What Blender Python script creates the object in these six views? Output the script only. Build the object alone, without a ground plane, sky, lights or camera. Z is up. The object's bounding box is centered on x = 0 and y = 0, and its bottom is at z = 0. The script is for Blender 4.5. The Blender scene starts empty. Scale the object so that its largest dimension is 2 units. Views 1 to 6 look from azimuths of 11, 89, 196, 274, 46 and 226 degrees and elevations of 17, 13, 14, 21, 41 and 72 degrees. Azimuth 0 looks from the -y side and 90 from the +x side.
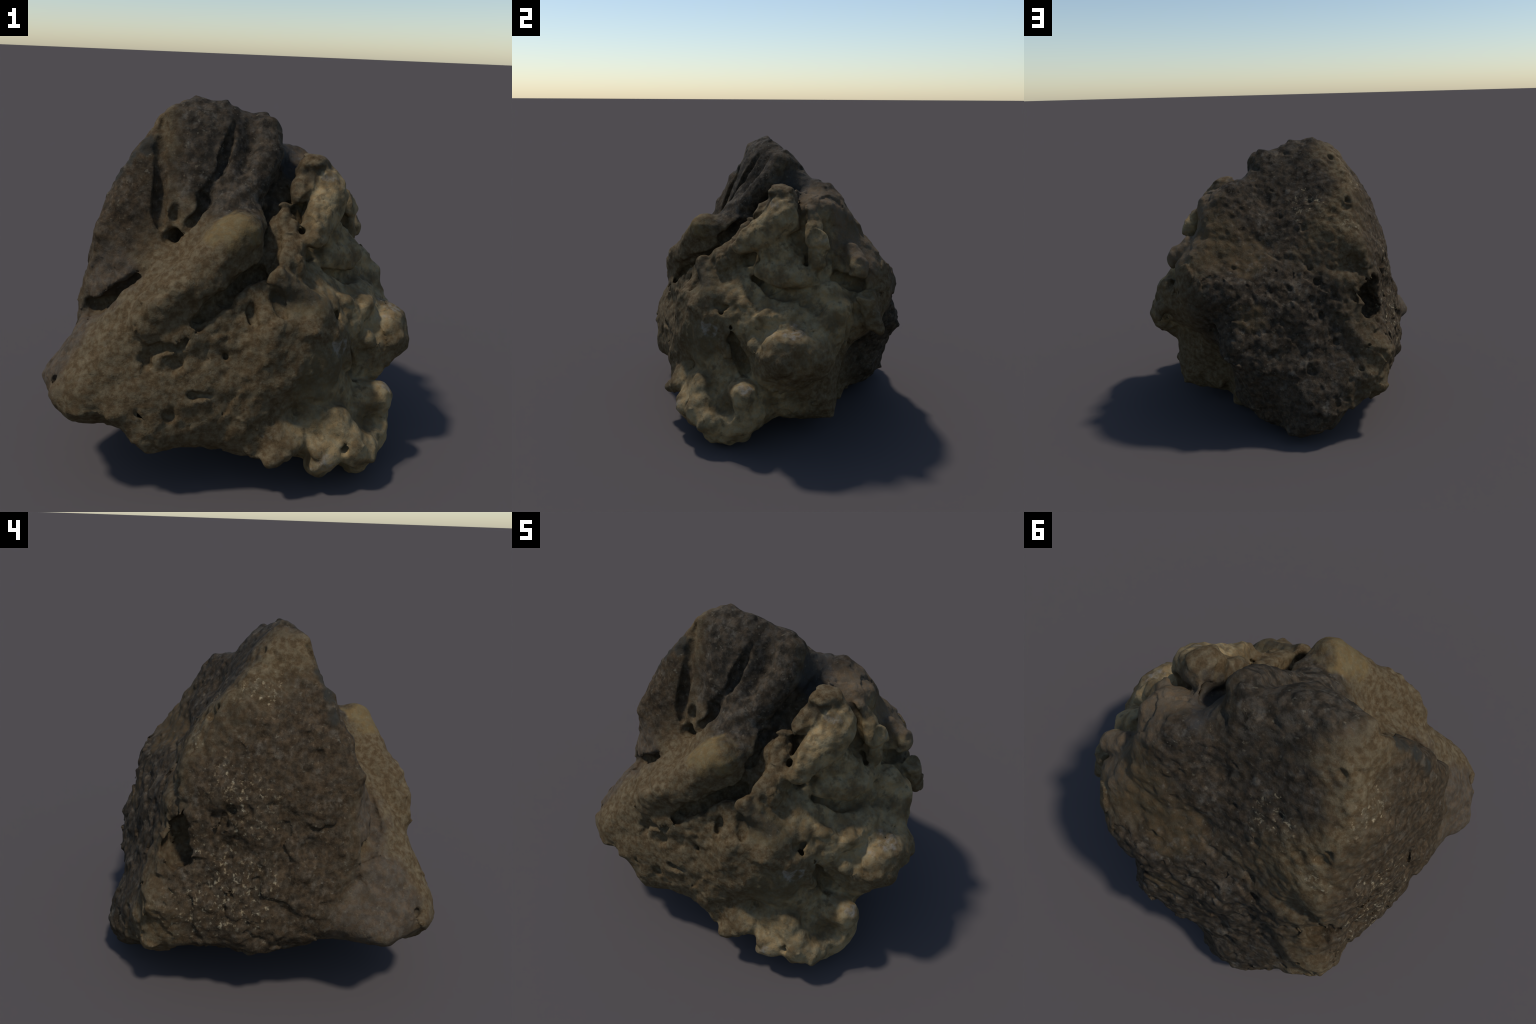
"""A weathered limestone boulder: a dark pitted slab standing on a knobbly, cream-brown lower mass.

The boulder is described as
  BODY    - control points of the broad faces (a smooth radial surface passes through them)
  LUMPS   - knobs, lobes, ribs and the overhanging ridge, as chains of round sections (x, y, z, radius)
  HOLLOWS - clefts, flutes, holes and recesses, in the same form, cut away
plus seeded pits and noise.  These are blended as one distance field, skinned as one surface,
and the surface is then separated by region into the named parts.
"""
import numpy as np

# ------------------------------------------------------------------ description
CENTRE = np.array([0.0, 0.0, 0.85])

BODY = {
    "dark_slab": [
        # fluted front and summit
        (-.408, -.194, 1.915), (-.197, -.085, 1.94), (-.13, -.02, 1.975), (.085, .077, 1.905), (-.47, -.28, 1.66), (-.30, -.04, 1.985),
        (-.351, -.282, 1.556), (-.059, -.131, 1.834), (-.07, -.254, 1.618), (-.156, -.301, 1.46), (.026, -.415, 1.41),
        (-.303, -.383, 1.26), (-.305, -.509, 1.177), (.184, .062, 1.63), (.092, -.10, 1.45),
        (-.454, -.552, 1.10), (-.60, -.48, 1.28), (-.60, -.61, .92), (.03, -.245, 1.54), (.04, .22, 1.75),
        # left edge of the wing
        (-.493, -.269, 1.726), (-.644, -.357, 1.49), (-.54, -.35, 1.65), (-.60, -.46, 1.45), (-.693, -.527, 1.28), (-.74, -.52, .92), (-.79, -.50, .74),
        # crest between the flank and the back
        (-.52, .015, 1.80), (-.585, .105, 1.745), (-.63, .16, 1.66), (-.66, .25, 1.54), (-.66, .36, 1.42), (-.74, .42, 1.30),
        # flat left flank down to the base
        (-.555, -.06, 1.70), (-.74, .20, 1.39), (-.77, -.12, 1.38), (-.685, -.12, 1.52), (-.745, .03, 1.46), (-.76, -.26, 1.32), (-.84, -.08, 1.11),
        (-.84, -.26, .93), (-.821, -.492, .90), (-.848, .384, 1.02), (-.85, .24, .92), (-.88, .14, .85), (-.865, .41, .80), (-.89, .24, .71), (-.93, .0, .66), (-.87, .18, 1.03), (-.82, -.04, 1.25),
        (-.967, .577, .574), (-.999, -.014, .378), (-.85, .34, .30), (-.94, .60, .30), (-.83, -.52, .38),
    ],
    "pitted_back": [
        (-.327, .273, 1.565), (-.379, .324, 1.517), (.199, .761, 1.145), (.188, .683, 1.206), (.294, .53, 1.46),
        (-.039, .313, 1.542), (-.071, .274, 1.614), (-.162, .38, 1.452), (-.069, .511, 1.273), (-.394, .447, 1.32), (-.19, .12, 1.77),
        (-.193, .623, 1.124), (-.398, .53, 1.145), (-.68, .55, .90), (.153, .837, 1.08), (.24, .858, 1.02), (.28, .84, 1.10), (.33, .80, .80),
        (-.34, .725, .90), (-.20, .79, .81), (-.37, .77, .65), (-.57, .60, .78), (-.60, .69, .60), (-.01, .89, .78), (.18, .86, .76), (-.84, .60, .53),
        (-.453, .935, .109), (-.35, .95, .05), (-.151, .82, .126), (.057, .66, .154), (-.70, .74, .44), (-.78, .61, .23), (-.54, .62, .04),
        (-.28, .84, .42), (-.28, .84, .55), (-.36, .86, .35), (-.39, .89, .25), (-.30, .86, .10), (-.25, .84, .22), (.02, .90, .53), (-.15, .93, .46), (.11, .95, .62), (-.06, .89, .36), (.09, .77, .23), (.20, .50, .07), (.12, .68, .40),
        (-.75, .62, .69), (.25, .59, 1.39), (-.56, .89, .24),
    ],
    "nodular_face": [
        # shoulder behind the knobs, and the valleys between them (the knobs themselves are LUMPS)
        (.288, .365, 1.658), (.24, .13, 1.57), (.186, .378, 1.672), (.455, .368, 1.555), (.41, .475, 1.40), (.44, .18, 1.40), (.43, .235, 1.59),
        (.50, .41, 1.24), (.55, .66, 1.15), (.41, .71, 1.24), (.55, .53, 1.05), (.61, .32, 1.02), (.53, .0, 1.02),
        (.216, -.134, 1.38), (.24, -.19, 1.30), (.35, -.18, 1.21), (.26, -.34, 1.12), (.47, -.20, 1.09), (.43, .02, 1.16), (.40, -.31, 1.09),
        (.68, .18, .95), (.64, .06, .96), (.61, -.20, .91), (.52, -.45, .97), (.70, .0, .92), (.76, .19, .87),
        # right shoulder, the recess behind it and the base below it
        (.72, .07, .76), (.63, -.28, .70), (.665, -.24, .60), (.70, -.18, .445), (.80, .05, .45), (.643, .405, .132), (.324, .473, .141),
        (.25, .42, .35), (.78, -.03, .39), (.73, .27, .35), (.58, .40, .51), (.48, .47, .58), (.64, .68, .81), (.50, .72, .86), (.62, -.46, .72),
        (.17, .72, .76), (.60, -.46, .54), (.61, -.45, .46), (.62, -.50, .66), (.15, .55, .48), (.23, .41, .24), (.69, .37, .29), (.715, .05, .23), (.77, .12, .92),
    ],
    "lower_face": [
        (-.315, -.813, .732), (.068, -.693, .756), (.038, -.779, .568), (-.163, -.848, .473), (-.775, -.837, .571),
        (-.292, -.928, .324), (.171, -.637, .946), (.52, -.547, .838), (.409, -.537, .424), (.32, -.549, .973),
        (.374, -.584, .899), (.32, -.686, .843), (.166, -.768, .323), (-.563, -.899, .674), (-.415, -.865, .648),
        (-.497, -.823, .423), (-.80, -.90, .547), (-.96, -.611, .472), (-.61, -.97, .47), (-.62, -.84, .32), (.06, -.62, .17),
        (-.97, -.68, .50), (-.87, -.82, .54), (-.87, -.73, .42), (-.46, -.97, .45), (.52, -.59, .89), (-.28, -.91, .25), (.0, -.82, .56), (-.57, -.91, .38), (.28, -.70, .43), (.24, -.75, .23),
    ],
    "ridge": [
        (.148, -.391, 1.40), (.083, -.553, 1.36), (-.215, -.79, .934), (-.289, -.80, .829), (-.438, -.79, .876),
        (-.49, -.715, .97), (.179, -.48, 1.19), (-.759, -.698, .757),
    ],
    "foot": [
        (.53, -.53, .27), (.70, -.44, .26), (.70, -.42, .07), (.82, -.18, .20), (.38, -.64, .27), (.62, -.48, .37), (.74, -.32, .30),
        (.77, -.22, .10),
    ],
    "underside": [(0., 0., .16), (-.55, .3, .20), (-.5, -.4, .34), (.35, 0., .12), (-.5, -.14, .22), (-.33, -.26, .19), (-.28, -.55, .25), (-.74, .15, .22)],
}

# chains of (x, y, z, radius); last value is the blend width
LUMPS = [
    # rib at the right of the fluted front, the middle rib, and the thick edge of the left wing
    ("dark_slab", [(.085, .045, 1.79, .088), (.115, -.03, 1.665, .088), (.06, -.18, 1.50, .082), (-.015, -.28, 1.45, .07)], .04),
    ("dark_slab", [(-.23, -.10, 1.80, .10), (-.21, -.22, 1.55, .085), (-.23, -.30, 1.38, .065)], .05),
    ("dark_slab", [(-.50, -.24, 1.69, .04), (-.605, -.33, 1.50, .045), (-.655, -.435, 1.28, .05), (-.69, -.45, 1.10, .05), (-.73, -.445, .95, .045), (-.785, -.39, .80, .035)], .05),
    # the overhanging bar
    ("ridge", [(.075, -.48, 1.318, .122), (-.07, -.585, 1.155, .127), (-.26, -.70, .968, .135), (-.30, -.715, .91, .115)], .04),
    # knobs on the upper right
    ("nodular_face", [(.365, .055, 1.57, .105), (.45, .05, 1.46, .122), (.43, -.08, 1.365, .102), (.415, -.235, 1.265, .062)], .03),
    ("nodular_face", [(.45, .05, 1.30, .09), (.44, -.06, 1.24, .07)], .03),
    ("nodular_face", [(.45, .0, 1.225, .088), (.49, .11, 1.215, .10)], .04),
    ("nodular_face", [(.37, .06, 1.55, .075), (.31, -.08, 1.475, .06)], .03),
    ("nodular_face", [(.25, .13, 1.58, .065)], .03),
    ("nodular_face", [(.45, .225, 1.50, .055), (.53, .25, 1.40, .072), (.56, .27, 1.32, .076), (.57, .27, 1.20, .055)], .025),
    ("nodular_face", [(.49, .51, 1.25, .06), (.555, .54, 1.16, .09)], .025),
    ("nodular_face", [(.48, -.04, 1.115, .105), (.575, .11, 1.11, .096), (.565, .21, 1.10, .078)], .03),
    ("nodular_face", [(.615, .36, .985, .095), (.675, .39, .89, .117), (.67, .33, .75, .145)], .04),
    ("nodular_face", [(.63, .59, 1.01, .055), (.655, .61, .90, .06), (.65, .64, .80, .062), (.66, .68, .755, .042)], .03),
    ("nodular_face", [(.225, -.125, 1.385, .06), (.275, -.20, 1.29, .08), (.30, -.33, 1.15, .095), (.36, -.35, 1.15, .06)], .04),
    # right shoulder
    ("nodular_face", [(.70, .08, .66, .20), (.80, .05, .66, .17), (.86, .04, .69, .09)], .07),
    ("nodular_face", [(.79, .21, .63, .175), (.72, .02, .52, .16)], .06),
    ("nodular_face", [(.74, -.13, .71, .05)], .03),
    ("nodular_face", [(.68, -.07, .84, .09)], .04),
    ("nodular_face", [(.60, -.19, .90, .065), (.63, -.17, .84, .07), (.66, -.14, .70, .07)], .03),
    ("nodular_face", [(.52, -.27, .92, .06), (.56, -.27, .83, .06)], .03),
    # blade-like crest and the nodules beside it
    ("lower_face", [(.29, -.478, 1.105, .062), (.46, -.435, .99, .06), (.57, -.40, .82, .065), (.63, -.33, .63, .06)], .04),
    ("lower_face", [(.145, -.53, 1.00, .055), (.13, -.57, .95, .06)], .03),
    ("lower_face", [(.225, -.50, .98, .055), (.23, -.57, .92, .06)], .03),
    ("lower_face", [(.34, -.57, .87, .07), (.30, -.62, .82, .07)], .03),
    ("lower_face", [(.46, -.50, .82, .075)], .04),
    # foot
    ("foot", [(.55, -.48, .33, .10), (.585, -.59, .20, .085), (.56, -.52, .14, .09)], .05),
    ("foot", [(.62, -.47, .34, .11), (.70, -.49, .23, .11), (.785, -.445, .20, .082), (.73, -.36, .13, .115)], .04),
    ("foot", [(.74, -.22, .36, .11), (.835, -.21, .385, .08)], .03),
    ("foot", [(.70, -.30, .22, .15), (.785, -.20, .24, .14), (.74, -.26, .15, .125)], .04),
    ("foot", [(.46, -.50, .31, .11), (.36, -.65, .27, .085), (.305, -.75, .23, .035)], .06),
]
HOLLOWS = [
    # flutes and holes of the dark front
    ([(-.44, -.20, 1.85, .022), (-.425, -.262, 1.73, .032), (-.405, -.312, 1.56, .037), (-.39, -.395, 1.38, .036), (-.375, -.40, 1.31, .024)], .01),
    ([(-.30, -.36, 1.47, .018), (-.305, -.38, 1.36, .028)], .01),
    ([(-.03, -.085, 1.90, .018), (-.06, -.14, 1.82, .024), (-.075, -.172, 1.74, .030), (-.088, -.21, 1.66, .036), (-.097, -.24, 1.60, .022)], .01),
    ([(-.095, -.245, 1.60, .018), (-.14, -.30, 1.53, .024), (-.155, -.32, 1.47, .040), (-.155, -.33, 1.41, .034), (-.24, -.41, 1.30, .028)], .012),
    ([(-.31, -.42, 1.265, .046), (-.27, -.32, 1.25, .05)], .012),
    # recess between the rib and the knobs
    ([(.235, .19, 1.68, .04), (.235, .05, 1.57, .036), (.19, -.13, 1.43, .032), (.13, -.27, 1.34, .05), (.16, -.34, 1.28, .055)], .02),
    # cleft under the slab's left wing, running on round the corner as a step
    ([(-.40, -.55, 1.115, .012), (-.455, -.575, 1.085, .028), (-.54, -.60, 1.00, .036), (-.62, -.59, .93, .040), (-.70, -.575, .87, .042), (-.78, -.53, .81, .03), (-.85, -.48, .74, .022), (-.91, -.42, .66, .012)], .012),
    ([(-.46, -.53, 1.06, .025), (-.60, -.53, .94, .04), (-.72, -.51, .86, .035)], .012),
    # undercut of the bar and the gap at its end
    ([(.20, -.44, 1.14, .05), (.09, -.60, 1.085, .05), (.00, -.675, 1.00, .040), (-.08, -.73, .90, .034), (-.17, -.77, .82, .036), (-.25, -.79, .775, .036), (-.315, -.82, .735, .032)], .015),
    ([(.17, -.41, 1.10, .055), (.05, -.57, 1.03, .04), (-.07, -.67, .94, .03)], .02),
    ([(.19, -.27, 1.37, .035), (.225, -.36, 1.24, .045), (.22, -.43, 1.14, .05)], .02),
    # gaps among the knobs
    ([(.31, -.14, 1.41, .03), (.27, -.04, 1.40, .03)], .01),
    ([(.35, -.21, 1.27, .025), (.39, -.17, 1.17, .03)], .02),
    ([(.46, .18, 1.53, .025), (.50, .185, 1.40, .036), (.54, .195, 1.27, .025)], .01),
    ([(.535, .22, 1.17, .028)], .01),
    ([(.47, .40, 1.42, .03), (.54, .415, 1.27, .036), (.55, .42, 1.17, .05), (.58, .40, 1.09, .05)], .012),
    ([(.57, .35, 1.42, .02), (.60, .37, 1.34, .02)], .015),
    ([(.61, .32, 1.085, .025), (.60, .42, 1.075, .048), (.62, .49, 1.05, .056), (.66, .57, 1.03, .05), (.71, .645, 1.03, .04)], .01),
    ([(.52, .40, 1.07, .05), (.54, .53, 1.045, .055)], .012),
    ([(.46, -.14, 1.03, .04), (.58, -.01, .995, .04), (.66, .12, .995, .03)], .02),
    ([(.67, .19, .945, .016), (.675, .24, .945, .016)], .006),
    ([(.69, .52, .97, .035), (.71, .53, .91, .045), (.73, .50, .80, .05), (.74, .45, .70, .045)], .012),
    ([(.72, .47, .60, .08), (.55, .53, .55, .13)], .03),
    ([(.82, .32, .485, .03), (.82, .16, .39, .03), (.82, .0, .38, .028)], .02),
    ([(.56, -.375, .93, .022), (.575, -.31, .885, .025)], .012),
    ([(.585, -.35, .84, .04), (.63, -.28, .72, .048), (.645, -.24, .62, .05), (.67, -.19, .50, .045)], .02),
    ([(.30, -.53, 1.02, .035), (.34, -.56, .955, .035)], .015),
    ([(.175, -.61, .985, .016), (.175, -.63, .93, .02)], .01),
    ([(.77, -.39, .33, .035), (.82, -.345, .305, .06), (.88, -.31, .285, .06)], .02),
    ([(.70, -.635, .23, .022), (.67, -.55, .27, .018)], .015),
    # ragged double cavity beside the crest, and the broad dip above it
    ([(-.86, .42, .835, .075), (-.77, .41, .84, .105)], .01),
    ([(-.81, .43, .94, .055), (-.74, .40, .94, .065)], .01),
    ([(-.80, .39, 1.03, .036), (-.73, .37, 1.02, .045)], .012),
    ([(-.60, .49, 1.30, .05), (-.63, .50, 1.19, .06), (-.72, .46, 1.16, .05)], .06),
    ([(-.87, .225, 1.07, .034), (-.84, .21, 1.05, .03)], .012),
    # holes in the lower face
    ([(-.31, -.82, .73, .032)], .01), ([(.068, -.70, .756, .022)], .01), ([(.02, -.79, .57, .02), (-.05, -.81, .575, .03)], .01),
    ([(-.17, -.86, .47, .035)], .015), ([(-.79, -.84, .57, .02)], .01), ([(-.30, -.86, .47, .045)], .03), ([(-.16, -.81, .74, .04)], .04),
]

# pits worn into the dark faces (x, y, z, radius)
PITS = [
    (-.531, .668, .843, .034), (-.581, .487, 1.112, .034), (-.399, .529, 1.147, .028), (-.446, .566, 1.059, .034), (-.551, .539, .97, .036),
    (-.343, .417, 1.387, .026), (-.50, .33, 1.48, .03), (-.379, .324, 1.517, .018), (-.19, .429, 1.385, .022), (-.287, .674, 1.022, .024),
    (-.60, .243, 1.53, .03), (-.396, .45, 1.315, .018), (-.13, .102, 1.904, .02), (-.449, .045, 1.816, .024), (.07, .198, 1.785, .024),
    (-.653, .728, .64, .022), (-.853, .633, .633, .02), (-.806, .697, .479, .026), (-.743, .738, .416, .026), (-.55, .83, .391, .026),
    (-.69, .762, .312, .03), (-.487, .828, .506, .024), (-.436, .82, .605, .024), (-.541, .852, .237, .03), (-.59, .287, 1.515, .03),
    (-.482, -.057, 1.73, .016), (-.75, .018, 1.453, .02), (-.766, -.281, 1.415, .024), (-.894, .158, 1.096, .038), (-.964, .271, .68, .022),
    (-.968, .144, .667, .02), (-.868, -.051, 1.153, .016), (-.831, -.271, .975, .018), (-.899, -.177, .85, .016),
    (-.039, .313, 1.542, .016), (-.071, .274, 1.614, .017), (-.162, .38, 1.452, .016), (-.069, .511, 1.273, .018), (-.193, .623, 1.124, .018), (.188, .683, 1.206, .02),
]


# ------------------------------------------------------------------ distance field
def hash_lattice(i, j, k, seed):
    h = (i.astype(np.int64) * 374761393 + j.astype(np.int64) * 668265263 + k.astype(np.int64) * 2147483647 + seed * 974711) & 0xFFFFFFFF
    h = ((h ^ (h >> 13)) * 1274126177) & 0xFFFFFFFF
    h = ((h ^ (h >> 16)) * 2246822519) & 0xFFFFFFFF
    return ((h ^ (h >> 15)) & 0xFFFFFF).astype(np.float32) / float(0xFFFFFF)


def value_noise(p, size, seed):
    """smooth noise in -1..1 with features about `size` metres across"""
    q = p / size
    f = np.floor(q)
    t = (q - f).astype(np.float32)
    f = f.astype(np.int32)
    t = t * t * t * (t * (t * 6 - 15) + 10)
    out = np.zeros(len(p), np.float32)
    for a in (0, 1):
        for b in (0, 1):
            for c in (0, 1):
                w = (t[:, 0] if a else 1 - t[:, 0]) * (t[:, 1] if b else 1 - t[:, 1]) * (t[:, 2] if c else 1 - t[:, 2])
                out += w * hash_lattice(f[:, 0] + a, f[:, 1] + b, f[:, 2] + c, seed)
    return out * 2 - 1


class Radial:
    """radius by direction through the BODY points; 1/r is interpolated, since it is linear on a flat face"""
    def __init__(self, pts, nu=720, nv=360):
        v = pts - CENTRE
        r = np.linalg.norm(v, axis=1)
        d = v / r[:, None]
        n = len(d)
        A = np.zeros((n + 4, n + 4))
        A[:n, :n] = np.linalg.norm(d[:, None] - d[None], axis=2) - .008 * np.eye(n)
        A[:n, n] = A[n, :n] = 1
        A[:n, n + 1:] = d
        A[n + 1:, :n] = d.T
        w = np.linalg.solve(A, np.concatenate([1 / r, np.zeros(4)]))
        lon = (np.arange(nu) + .5) / nu * 2 * np.pi - np.pi
        lat = np.linspace(-np.pi / 2, np.pi / 2, nv)
        LO, LA = np.meshgrid(lon, lat)
        q = np.stack([np.cos(LA) * np.cos(LO), np.cos(LA) * np.sin(LO), np.sin(LA)], -1).reshape(-1, 3)
        R = np.empty(len(q))
        for s in range(0, len(q), 40000):
            e = q[s:s + 40000]
            R[s:s + 40000] = 1 / (np.sqrt(np.maximum(2 - 2 * e @ d.T, 0)) @ w[:n] + w[n] + e @ w[n + 1:])
        self.R, self.nu, self.nv = R.reshape(nv, nu).astype(np.float32), nu, nv

    def reach(self, v):
        return -float(self((CENTRE + 1e-3 * v)[None])[0]) / .85 + 1e-3

    def __call__(self, p):
        v = p - CENTRE
        r = np.linalg.norm(v, axis=1) + 1e-9
        u = (np.arctan2(v[:, 1], v[:, 0]) + np.pi) / (2 * np.pi) * self.nu - .5
        t = (np.arcsin(np.clip(v[:, 2] / r, -1, 1)) / np.pi + .5) * (self.nv - 1)
        i, j = np.floor(u).astype(int), np.clip(np.floor(t).astype(int), 0, self.nv - 2)
        a, b = u - i, t - j
        i0, i1 = i % self.nu, (i + 1) % self.nu
        R = self.R
        return (r - ((R[j, i0] * (1 - a) + R[j, i1] * a) * (1 - b) + (R[j + 1, i0] * (1 - a) + R[j + 1, i1] * a) * b)) * .85


def chain(p, pts):
    """distance to a chain of round sections"""
    out = np.full(len(p), 9., np.float32)
    pts = np.asarray(pts, float)
    if len(pts) == 1:
        return np.linalg.norm(p - pts[0, :3], axis=1) - pts[0, 3]
    for a, b in zip(pts[:-1], pts[1:]):
        ab = b[:3] - a[:3]
        h = np.clip(((p - a[:3]) @ ab) / (ab @ ab), 0, 1)
        out = np.minimum(out, np.linalg.norm(p - a[:3] - h[:, None] * ab, axis=1) - (a[3] + h * (b[3] - a[3])))
    return out


def smooth_min(a, b, k):
    h = np.maximum(k - np.abs(a - b), 0) / k
    return np.minimum(a, b) - h * h * k * .25


def near(p, pts, margin):
    pts = np.asarray(pts, float)
    lo, hi = (pts[:, :3] - pts[:, 3:] - margin).min(0), (pts[:, :3] + pts[:, 3:] + margin).max(0)
    return np.nonzero(((p > lo) & (p < hi)).all(1))[0]


def scatter_pits(count=60):
    """many small pits, thickest on the back, some on the flank"""
    rng, out = np.random.default_rng(5), []
    while len(out) < count:
        v = rng.normal(size=3)
        v /= np.linalg.norm(v)
        if v[2] > .93 or v[2] < -.75 or v[0] > .25 or not (v[1] > .15 or (v[0] < -.6 and v[1] > -.35 and rng.random() < .35)):
            continue
        r = float(rng.uniform(.009, .015) if rng.random() < .7 else rng.uniform(.016, .028))
        c = CENTRE + v * radial.reach(v)
        out.append((*c, r))
    return out


BODY_POINTS = np.array([q for g in BODY.values() for q in g])
BODY_PART = [n for n, g in BODY.items() for _ in g]
radial = Radial(BODY_POINTS)
PITS = [(*(CENTRE + v * radial.reach(v)), r) for v, r in ((lambda u: (u / np.linalg.norm(u), q[3]))(np.array(q[:3]) - CENTRE) for q in PITS)] + scatter_pits()


def cell_distance(p, size, seed):
    """distance to the nearest of jittered cell points (0 at a point, about 0.7 in the creases between)"""
    q = p / size
    f = np.floor(q).astype(np.int32)
    t = (q - f).astype(np.float32)
    best = np.full(len(p), 9., np.float32)
    for a in (-1, 0, 1):
        for b in (-1, 0, 1):
            for c in (-1, 0, 1):
                i, j, k = f[:, 0] + a, f[:, 1] + b, f[:, 2] + c
                dx = a + hash_lattice(i, j, k, seed) - t[:, 0]
                dy = b + hash_lattice(i, j, k, seed + 7) - t[:, 1]
                dz = c + hash_lattice(i, j, k, seed + 13) - t[:, 2]
                np.minimum(best, dx * dx + dy * dy + dz * dz, out=best)
    return np.sqrt(best)


def chips(p, size, seed):
    """small planar facets: each jittered cell tilts its own patch of surface"""
    q = p / size
    f = np.floor(q).astype(np.int32)
    t = (q - f).astype(np.float32)
    best, tilt = np.full(len(p), 9., np.float32), np.zeros(len(p), np.float32)
    for a in (-1, 0, 1):
        for b in (-1, 0, 1):
            for c in (-1, 0, 1):
                i, j, k = f[:, 0] + a, f[:, 1] + b, f[:, 2] + c
                h = [hash_lattice(i, j, k, seed + w) for w in range(3)]
                o = [a + h[0] - t[:, 0], b + h[1] - t[:, 1], c + h[2] - t[:, 2]]
                r = o[0] * o[0] + o[1] * o[1] + o[2] * o[2]
                m = r < best
                best[m] = r[m]
                g = [(7.3 * x) % 1 - .5 for x in h]
                tilt[m] = (o[0] * g[0] + o[1] * g[1] + o[2] * g[2])[m]
    return tilt * size


def field(p, detail=True):
    d = radial(p).astype(np.float32)
    if detail:
        # wobble the space so that no knob or cleft stays a clean round section
        p0 = p
        calm = (1 - .7 * np.clip((p[:, 2] - 1.05) / .2, 0, 1) * np.clip((.30 - p[:, 0]) / .15, 0, 1))[:, None]
        p = p + calm * np.stack([.020 * value_noise(p, .13, s) + .008 * value_noise(p, .05, s + 20) for s in (21, 22, 23)], 1)
    for _, pts, k in LUMPS:
        i = near(p, pts, k + .06)
        if len(i):
            d[i] = smooth_min(d[i], chain(p[i], pts), k)
    for pts, k in HOLLOWS:
        i = near(p, pts, k + .06)
        if len(i):
            d[i] = -smooth_min(-d[i], chain(p[i], pts), k)
    if detail:
        p = p0
        # knobbly cells on the right and lower parts
        m = np.clip((p[:, 0] + .25 - np.clip(p[:, 2] - 1.2, 0, 1) + .1 * value_noise(p, .3, 31)) / .3, 0, 1) * np.clip((.62 - p[:, 1] * .8 - p[:, 2] * .1) / .15, 0, 1)
        i = np.nonzero((m > 0) & (np.abs(d) < .05))[0]
        if len(i):
            q = p[i] + .035 * np.stack([value_noise(p[i], .11, w) for w in (32, 33, 34)], 1)
            d[i] += m[i] * .018 * (.6 + .4 * value_noise(p[i], .25, 35)) * (cell_distance(q, .15, 41) - .45)
        i = np.nonzero(np.abs(d) < .05)[0]
        b = p[i] + .02 * np.stack([value_noise(p[i], .07, w) for w in (61, 62, 63)], 1)
        w = calm[i, 0] * (1 - .55 * np.clip((p[i, 0] - .2) / .3, 0, 1) * np.clip((.75 - p[i, 1]) / .2, 0, 1)) * (1 - .45 * np.clip((-.25 - p[i, 1]) / .2, 0, 1))
        d += .0015 + .006 * np.clip((-.35 - p[:, 0] + np.clip(p[:, 1], 0, 1)) / .2, 0, 1)
        d[i] += w * (.25 * chips(b, .14, 64) + .13 * chips(b, .065, 71))
        # pocked, craggy skin of the back and flank
        m = np.clip((p[:, 1] * .8 - p[:, 0] * .7 + .25 * p[:, 2] - .35) / .25, 0, 1) * np.clip((.35 - p[:, 0]) / .15, 0, 1)
        i = np.nonzero((m > 0) & (np.abs(d) < .05))[0]
        if len(i):
            b = p[i]
            c = cell_distance(b + .012 * np.stack([value_noise(b, .04, w) for w in (51, 52, 53)], 1), .058, 54)
            d[i] += m[i] * (.009 * np.clip(.42 - c, 0, .42) / .42 * np.clip(.6 + value_noise(b, .15, 55), 0, 1.2) + .010 * value_noise(b, .12, 56) + .005 * value_noise(b, .05, 57) + .004 * value_noise(b, .026, 58))
        for x, y, z, r in PITS:
            i = near(p, [(x, y, z, r)], .03)
            if len(i):
                q = p[i] + .6 * r * np.stack([value_noise(p[i], r * 1.6 + .01, w) for w in (11, 12, 13)], 1)
                d[i] = -smooth_min(-d[i], np.linalg.norm(q - (x, y, z), axis=1) - r, .012)
        d += calm[:, 0] * (.012 * value_noise(p, .16, 1) + .008 * value_noise(p, .075, 2)) + .0045 * value_noise(p, .035, 3)
    return d


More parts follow.
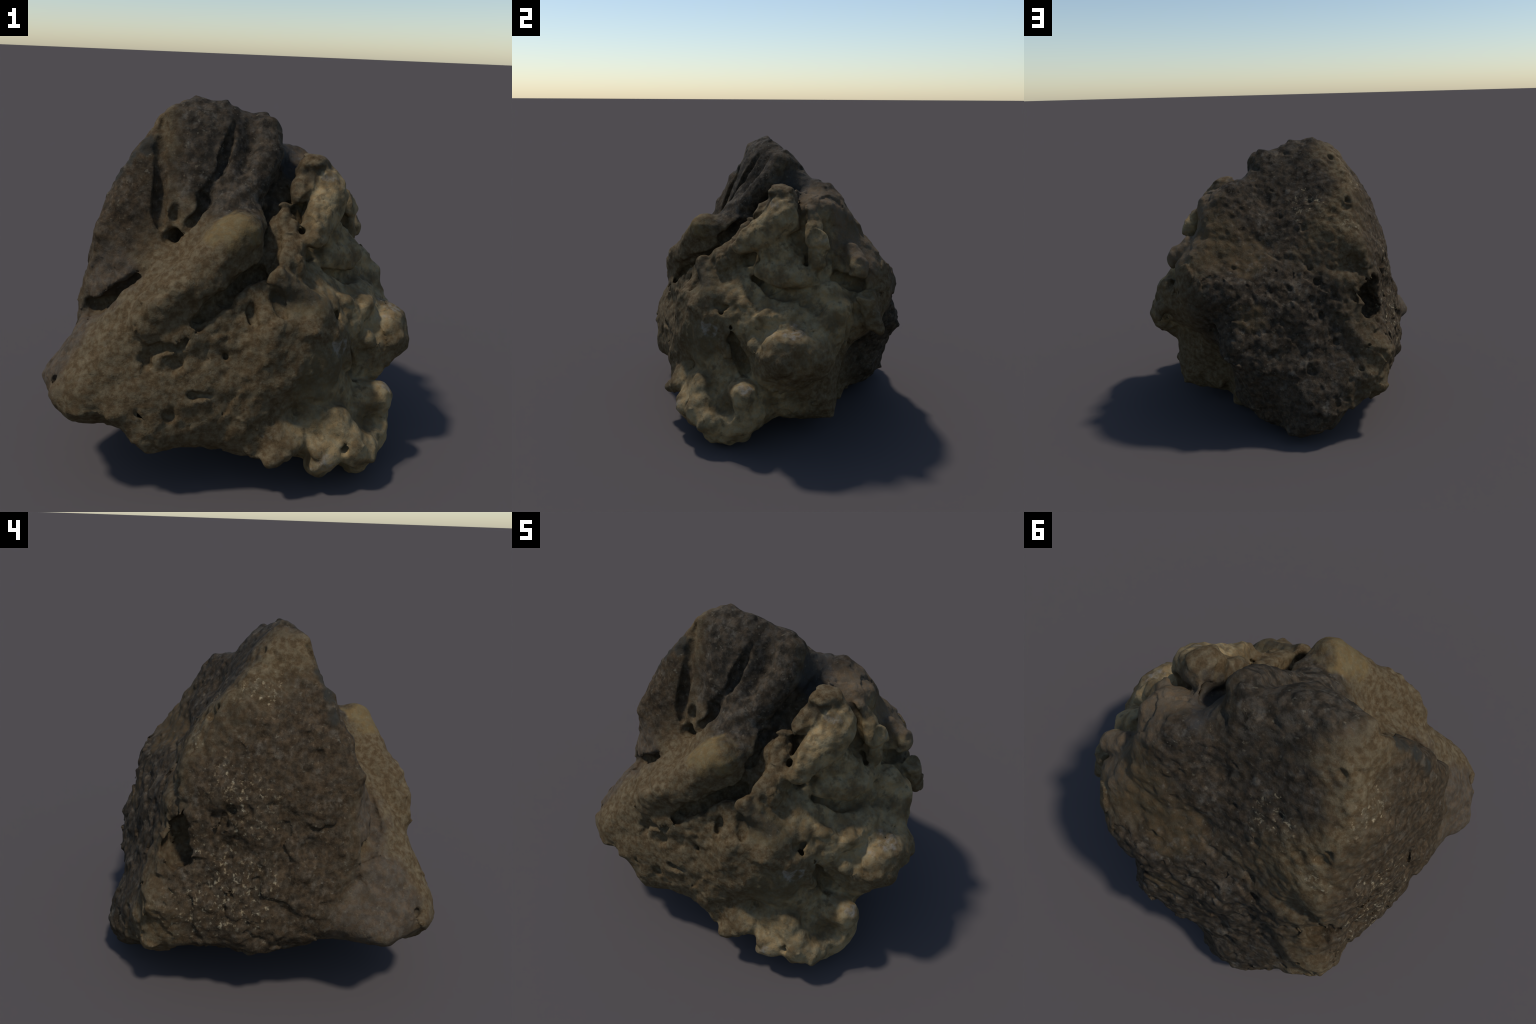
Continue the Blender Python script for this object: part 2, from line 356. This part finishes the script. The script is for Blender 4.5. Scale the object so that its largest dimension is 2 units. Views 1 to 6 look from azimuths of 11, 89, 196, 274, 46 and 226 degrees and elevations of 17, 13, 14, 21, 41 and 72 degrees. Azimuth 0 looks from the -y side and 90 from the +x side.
# ------------------------------------------------------------------ skin (surface nets)
def skin(h=0.0092, coarse=4):
    lo, hi = np.array([-1.1, -1.12, -.10]), np.array([1.14, 1.12, 2.12])
    n = (np.ceil((hi - lo) / (h * coarse)).astype(int)) * coarse + 1
    # coarse pass finds the blocks the surface runs through
    ax = [lo[a] + np.arange(0, n[a], coarse) * h for a in range(3)]
    P = np.stack(np.meshgrid(*ax, indexing="ij"), -1)
    D = field(P.reshape(-1, 3).astype(np.float32), False).reshape(P.shape[:3])
    V = np.repeat(np.repeat(np.repeat(D, coarse, 0), coarse, 1), coarse, 2)[:n[0], :n[1], :n[2]].copy()
    band = np.abs(V) < .13
    I = np.argwhere(band)
    vals = np.empty(len(I), np.float32)
    for s in range(0, len(I), 400000):
        vals[s:s + 400000] = field((lo + I[s:s + 400000] * h).astype(np.float32))
    V[band] = vals
    inside = V < 0
    c = np.zeros(np.array(V.shape) - 1, np.int8)
    corners = [(a, b, d) for a in (0, 1) for b in (0, 1) for d in (0, 1)]
    sl = lambda o: tuple(slice(o[a], V.shape[a] - 1 + o[a]) for a in range(3))
    for o in corners:
        c += inside[sl(o)]
    cells = np.argwhere((c > 0) & (c < 8))
    idx = -np.ones(c.shape, np.int32)
    idx[tuple(cells.T)] = np.arange(len(cells))
    acc, cnt = np.zeros((len(cells), 3)), np.zeros(len(cells))
    for o in corners:
        for a in range(3):
            if o[a] == 0:
                q = list(o); q[a] = 1
                v0 = V[tuple((cells + o).T)]; v1 = V[tuple((cells + q).T)]
                m = (v0 < 0) != (v1 < 0)
                t = v0[m] / (v0[m] - v1[m])
                pt = np.tile(np.array(o, float), (m.sum(), 1)); pt[:, a] = t
                acc[m] += pt; cnt[m] += 1
    verts = lo + (cells + acc / cnt[:, None]) * h
    quads = []
    for a in range(3):
        b, d = (a + 1) % 3, (a + 2) % 3
        s0 = [slice(None)] * 3; s1 = [slice(None)] * 3
        s0[a], s1[a] = slice(0, -1), slice(1, None)
        A, Bn = inside[tuple(s0)], inside[tuple(s1)]
        E = np.argwhere(A != Bn)
        E = E[(E[:, b] > 0) & (E[:, d] > 0) & (E[:, b] < V.shape[b] - 1) & (E[:, d] < V.shape[d] - 1)]
        flip = ~A[tuple(E.T)]
        def at(ob, od):
            q = E.copy(); q[:, b] += ob; q[:, d] += od
            return idx[tuple(q.T)]
        F = np.stack([at(-1, -1), at(0, -1), at(0, 0), at(-1, 0)], 1)
        F[flip] = F[flip][:, ::-1]
        quads.append(F)
    return verts, np.concatenate(quads)


def largest_piece(verts, quads):
    lab = np.arange(len(verts))
    while True:
        m = lab[quads].min(1)
        new = lab.copy()
        for k in range(4):
            np.minimum.at(new, quads[:, k], m)
        new = new[new]
        if (new == lab).all():
            break
        lab = new
    keep = lab == np.bincount(lab).argmax()
    ren = np.cumsum(keep) - 1
    return verts[keep], ren[quads[keep[quads].all(1)]]


# ====BLENDER
import bpy

verts, quads = largest_piece(*skin())

# region of each face: the kind of the nearest control point or lump
REGION = {"dark_slab": "dark_slab", "pitted_back": "pitted_back", "nodular_face": "nodular_face", "lower_face": "lower_face",
          "ridge": "ridge", "foot": "foot", "underside": "lower_face"}


class Nodes:
    """small helper for writing a node material as expressions"""
    def __init__(self, tree):
        self.t = tree
        self.pos = tree.nodes.new("ShaderNodeTexCoord").outputs["Object"]

    def put(self, sock, v):
        if isinstance(v, bpy.types.NodeSocket):
            self.t.links.new(v, sock)
        elif isinstance(v, (tuple, list)) and sock.type == "RGBA":
            sock.default_value = (*v[:3], 1)
        else:
            sock.default_value = v

    def math(self, op, a, b=0., clamp=False):
        n = self.t.nodes.new("ShaderNodeMath")
        n.operation, n.use_clamp = op, clamp
        self.put(n.inputs[0], a)
        self.put(n.inputs[1], b)
        return n.outputs[0]

    def noise(self, scale, detail=3., rough=.55, vec=None, distortion=0., colour=False):
        n = self.t.nodes.new("ShaderNodeTexNoise")
        self.put(n.inputs["Vector"], vec or self.pos)
        n.inputs["Scale"].default_value, n.inputs["Detail"].default_value = scale, detail
        n.inputs["Roughness"].default_value, n.inputs["Distortion"].default_value = rough, distortion
        return n.outputs["Color" if colour else "Fac"]

    def ramp(self, v, lo, hi):
        n = self.t.nodes.new("ShaderNodeMapRange")
        n.interpolation_type = "SMOOTHSTEP"
        self.put(n.inputs["Value"], v)
        n.inputs["From Min"].default_value, n.inputs["From Max"].default_value = lo, hi
        return n.outputs[0]

    def vec(self, op, a, b):
        n = self.t.nodes.new("ShaderNodeVectorMath")
        n.operation = op
        self.put(n.inputs[0], a)
        self.put(n.inputs[1], b)
        return n.outputs["Value" if op in ("LENGTH", "DOT_PRODUCT") else "Vector"]

    def mix(self, f, a, b, mode="MIX"):
        n = self.t.nodes.new("ShaderNodeMix")
        n.data_type, n.blend_type = "RGBA", mode
        self.put(n.inputs[0], f)
        self.put(n.inputs[6], a)
        self.put(n.inputs[7], b)
        return n.outputs[2]

    def blob(self, where, centre, radii, soft=.6):
        """1 inside an ellipsoid, falling to 0 at its skin"""
        n = self.t.nodes.new("ShaderNodeVectorMath")
        n.operation = "LENGTH"
        self.put(n.inputs[0], self.vec("DIVIDE", self.vec("SUBTRACT", where, centre), radii))
        return self.ramp(n.outputs["Value"], 1. + soft * .5, 1. - soft * .5)

    def blobs(self, where, *list_of):
        out = None
        for c, r in list_of:
            b = self.blob(where, c, r)
            out = b if out is None else self.math("MAXIMUM", out, b)
        return out


def make_material():
    m = bpy.data.materials.new("weathered_limestone")
    m.use_nodes = True
    bsdf = m.node_tree.nodes["Principled BSDF"]
    N = Nodes(m.node_tree)
    jitter = N.vec("SUBTRACT", N.noise(6, 4, colour=True), (.5, .5, .5))
    sc = N.vec("MULTIPLY", jitter, (.32, .32, .32))
    where = N.vec("ADD", N.pos, sc)
    big, mid, fine, grain = N.noise(7, 4), N.noise(22, 4, .6), N.noise(70, 4, .65), N.noise(190, 3, .6)
    # brown lower rock
    col = N.mix(N.ramp(N.noise(30, 5, .65), .33, .70), (.064, .045, .024), (.138, .101, .056))
    # pale knobs and foot
    pale = N.blobs(where, ((.66, .12, 1.10), (.36, .50, .56)), ((.68, -.3, .28), (.38, .46, .32)), ((.50, -.02, 1.42), (.18, .26, .2)))
    chalk = N.mix(N.ramp(big, .36, .60), (.128, .092, .048), (.262, .198, .108))
    col = N.mix(pale, col, N.mix(N.math("MULTIPLY", N.ramp(N.noise(16, 4, .6), .52, .68), .7), chalk, (.085, .062, .034)))
    shoulder = N.blobs(where, ((.32, .32, 1.62), (.22, .22, .16)), ((.45, .55, 1.35), (.2, .16, .3)))
    col = N.mix(shoulder, col, (.115, .085, .055))
    # dark fluted slab
    dark = N.blobs(where, ((-.08, -.10, 1.70), (.32, .42, .50)), ((.02, -.25, 1.48), (.17, .26, .2)))
    col = N.mix(dark, col, N.mix(N.ramp(mid, .36, .66), (.019, .0155, .011), (.064, .051, .037)))
    # brown left wing and flank, with cream specks
    left = N.blobs(where, ((-.62, -.25, 1.35), (.28, .36, .42)), ((-.85, -.02, .85), (.30, .52, .95)))
    col = N.mix(left, col, N.mix(N.ramp(N.noise(34, 5, .68), .32, .70), (.026, .0185, .011), (.072, .052, .032)))
    # back
    back = N.blobs(where, ((-.25, .85, .70), (.62, .46, .95)), ((-.05, .42, 1.52), (.36, .24, .45)), ((-.30, .25, 1.7), (.22, .2, .25)))
    col = N.mix(back, col, N.mix(N.ramp(N.noise(28, 5, .65), .33, .70), (.020, .0155, .0105), (.062, .048, .034)))
    patch = N.blobs(where, ((.24, .62, 1.36), (.17, .22, .26)), ((.02, .62, 1.2), (.16, .16, .16)), ((-.1, .85, .85), (.1, .1, .1)))
    col = N.mix(N.math("MULTIPLY", patch, .6), col, (.072, .050, .025))
    # greyer, paler mottles on the weathered faces
    weathered = N.math("MAXIMUM", N.math("MAXIMUM", dark, back), N.math("MULTIPLY", left, .6))
    mottle = N.math("MULTIPLY", N.ramp(N.noise(17, 4, .6), .52, .70), N.ramp(N.noise(5, 2), .40, .58))
    col = N.mix(N.math("MULTIPLY", N.math("MULTIPLY", weathered, mottle), .55), col, (.125, .108, .086))
    # smooth grey flank below the wing
    flank = N.blobs(where, ((-.84, -.70, .74), (.20, .20, .40)), ((-.93, -.56, .5), (.12, .18, .2)), ((-.62, -.58, 1.02), (.2, .12, .2)))
    col = N.mix(flank, col, N.mix(N.ramp(mid, .35, .65), (.055, .041, .028), (.086, .067, .048)))
    # warm patch on the end of the bar, green tinge on the lobe above the foot
    col = N.mix(N.math("MULTIPLY", N.blob(where, (.06, -.56, 1.37), (.15, .13, .11)), .8), col, (.150, .110, .052))
    col = N.mix(N.math("MULTIPLY", N.blobs(where, ((.52, -.50, .60), (.16, .16, .2)), ((.42, -.47, 1.02), (.16, .1, .14))), .6), col, (.105, .085, .048))
    # dark growth on knob cap; dark streak along wing; dark patch beside rib
    growth = N.blobs(where, ((.34, .0, 1.60), (.13, .13, .045)), ((.36, -.50, 1.08), (.14, .06, .10)))
    col = N.mix(N.math("MULTIPLY", growth, .8), col, (.050, .040, .026))
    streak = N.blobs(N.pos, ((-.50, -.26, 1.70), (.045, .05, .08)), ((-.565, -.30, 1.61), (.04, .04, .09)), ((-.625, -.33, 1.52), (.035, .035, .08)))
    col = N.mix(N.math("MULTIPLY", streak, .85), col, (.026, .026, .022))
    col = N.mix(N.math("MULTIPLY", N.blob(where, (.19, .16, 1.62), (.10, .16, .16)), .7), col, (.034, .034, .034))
    # white-blue highlights painted on the tops of a few knobs
    painted_highlights = N.blobs(where, ((.85, .08, .81), (.07, .09, .05)), ((.50, .0, 1.55), (.05, .04, .05)), ((.62, -.46, .73), (.04, .05, .05)),
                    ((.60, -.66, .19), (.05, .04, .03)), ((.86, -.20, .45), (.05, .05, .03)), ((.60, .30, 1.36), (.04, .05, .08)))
    col = N.mix(N.math("MULTIPLY", N.math("MULTIPLY", painted_highlights, N.ramp(mid, .40, .66)), .5), col, (.27, .25, .22))
    # cream specks, gathered in bands on the flank and back
    band = N.blobs(where, ((-.34, .29, 1.55), (.10, .10, .15)), ((-.45, .30, 1.38), (.08, .10, .12)), ((-.62, .33, 1.45), (.05, .07, .14)), ((-.80, .02, 1.12), (.14, .14, .14)), ((-.95, .10, .70), (.16, .22, .24)),
                   ((-.76, .15, 1.25), (.14, .12, .10)), ((-.97, .32, .55), (.14, .18, .16)), ((-.60, .02, 1.62), (.10, .10, .10)), ((-.85, .38, .90), (.1, .1, .1)))
    speck = N.ramp(N.noise(38, 4, .6), .55, .72)
    rare = N.ramp(N.noise(40, 3, .6), .60, .74)
    col = N.mix(N.math("MULTIPLY", N.math("MULTIPLY", band, speck), .85), col, (.30, .25, .165))
    dusted = N.math("MAXIMUM", N.math("MAXIMUM", left, dark), N.math("MULTIPLY", N.math("SUBTRACT", 1., pale), .8))
    col = N.mix(N.math("MULTIPLY", N.math("MULTIPLY", dusted, rare), .4), col, (.19, .165, .12))
    # stains and grain over everything
    stain = N.ramp(N.noise(11, 5, .65, distortion=.4), .36, .62)
    col = N.mix(N.math("MULTIPLY", N.math("SUBTRACT", 1., stain), .42), col, N.mix(.5, col, (.035, .025, .014)), "MIX")
    tone = N.math("ADD", .62, N.math("ADD", N.math("MULTIPLY", fine, .46), N.math("MULTIPLY", grain, .30)))
    hue = N.mix(N.ramp(N.noise(30, 3), .4, .6), (1.07, .98, .86), (.98, 1.0, 1.0))
    col = N.mix(1., N.mix(1., col, hue, "MULTIPLY"), tone, "MULTIPLY")
    m.node_tree.links.new(col, bsdf.inputs["Base Color"])
    bsdf.inputs["Roughness"].default_value = .82
    bsdf.inputs["Specular IOR Level"].default_value = .10
    bump = m.node_tree.nodes.new("ShaderNodeBump")
    bump.inputs["Strength"].default_value, bump.inputs["Distance"].default_value = .55, .012
    N.put(bump.inputs["Height"], N.math("ADD", N.math("MULTIPLY", mid, .5), N.math("ADD", N.math("MULTIPLY", fine, .5), N.math("MULTIPLY", grain, .2))))
    m.node_tree.links.new(bump.outputs[0], bsdf.inputs["Normal"])
    return m


stone = make_material()
root = bpy.data.objects.new("limestone_boulder", None)
bpy.context.collection.objects.link(root)
root["label"] = "weathered limestone boulder with dark pitted slab and knobbly brown face"
root["category"] = "rock"

me = bpy.data.meshes.new("whole")
me.from_pydata(verts.tolist(), [], quads.tolist())
me.polygons.foreach_set("use_smooth", np.ones(len(quads), bool))
me.update()
N = np.empty(len(verts) * 3, np.float32)
me.vertices.foreach_get("normal", N)
N = N.reshape(-1, 3)
bpy.data.meshes.remove(me)

fc = verts[quads].mean(1)
kinds = list(dict.fromkeys(REGION.values()))
seed_pts = BODY_POINTS
seed_kind = np.array([kinds.index(REGION[k]) for k in BODY_PART])
fk = np.empty(len(fc), int)
for s in range(0, len(fc), 20000):
    dd = ((fc[s:s + 20000, None] - seed_pts[None]) ** 2).sum(2)
    fk[s:s + 20000] = seed_kind[dd.argmin(1)]
for k, name in enumerate(kinds):
    q = quads[fk == k]
    if not len(q):
        continue
    used, inv = np.unique(q, return_inverse=True)
    me = bpy.data.meshes.new(name)
    me.from_pydata(verts[used].tolist(), [], inv.reshape(-1, 4).tolist())
    me.polygons.foreach_set("use_smooth", np.ones(len(q), bool))
    me.normals_split_custom_set_from_vertices(N[used].tolist())
    me.materials.append(stone)
    o = bpy.data.objects.new(name, me)
    o.parent = root
    bpy.context.collection.objects.link(o)
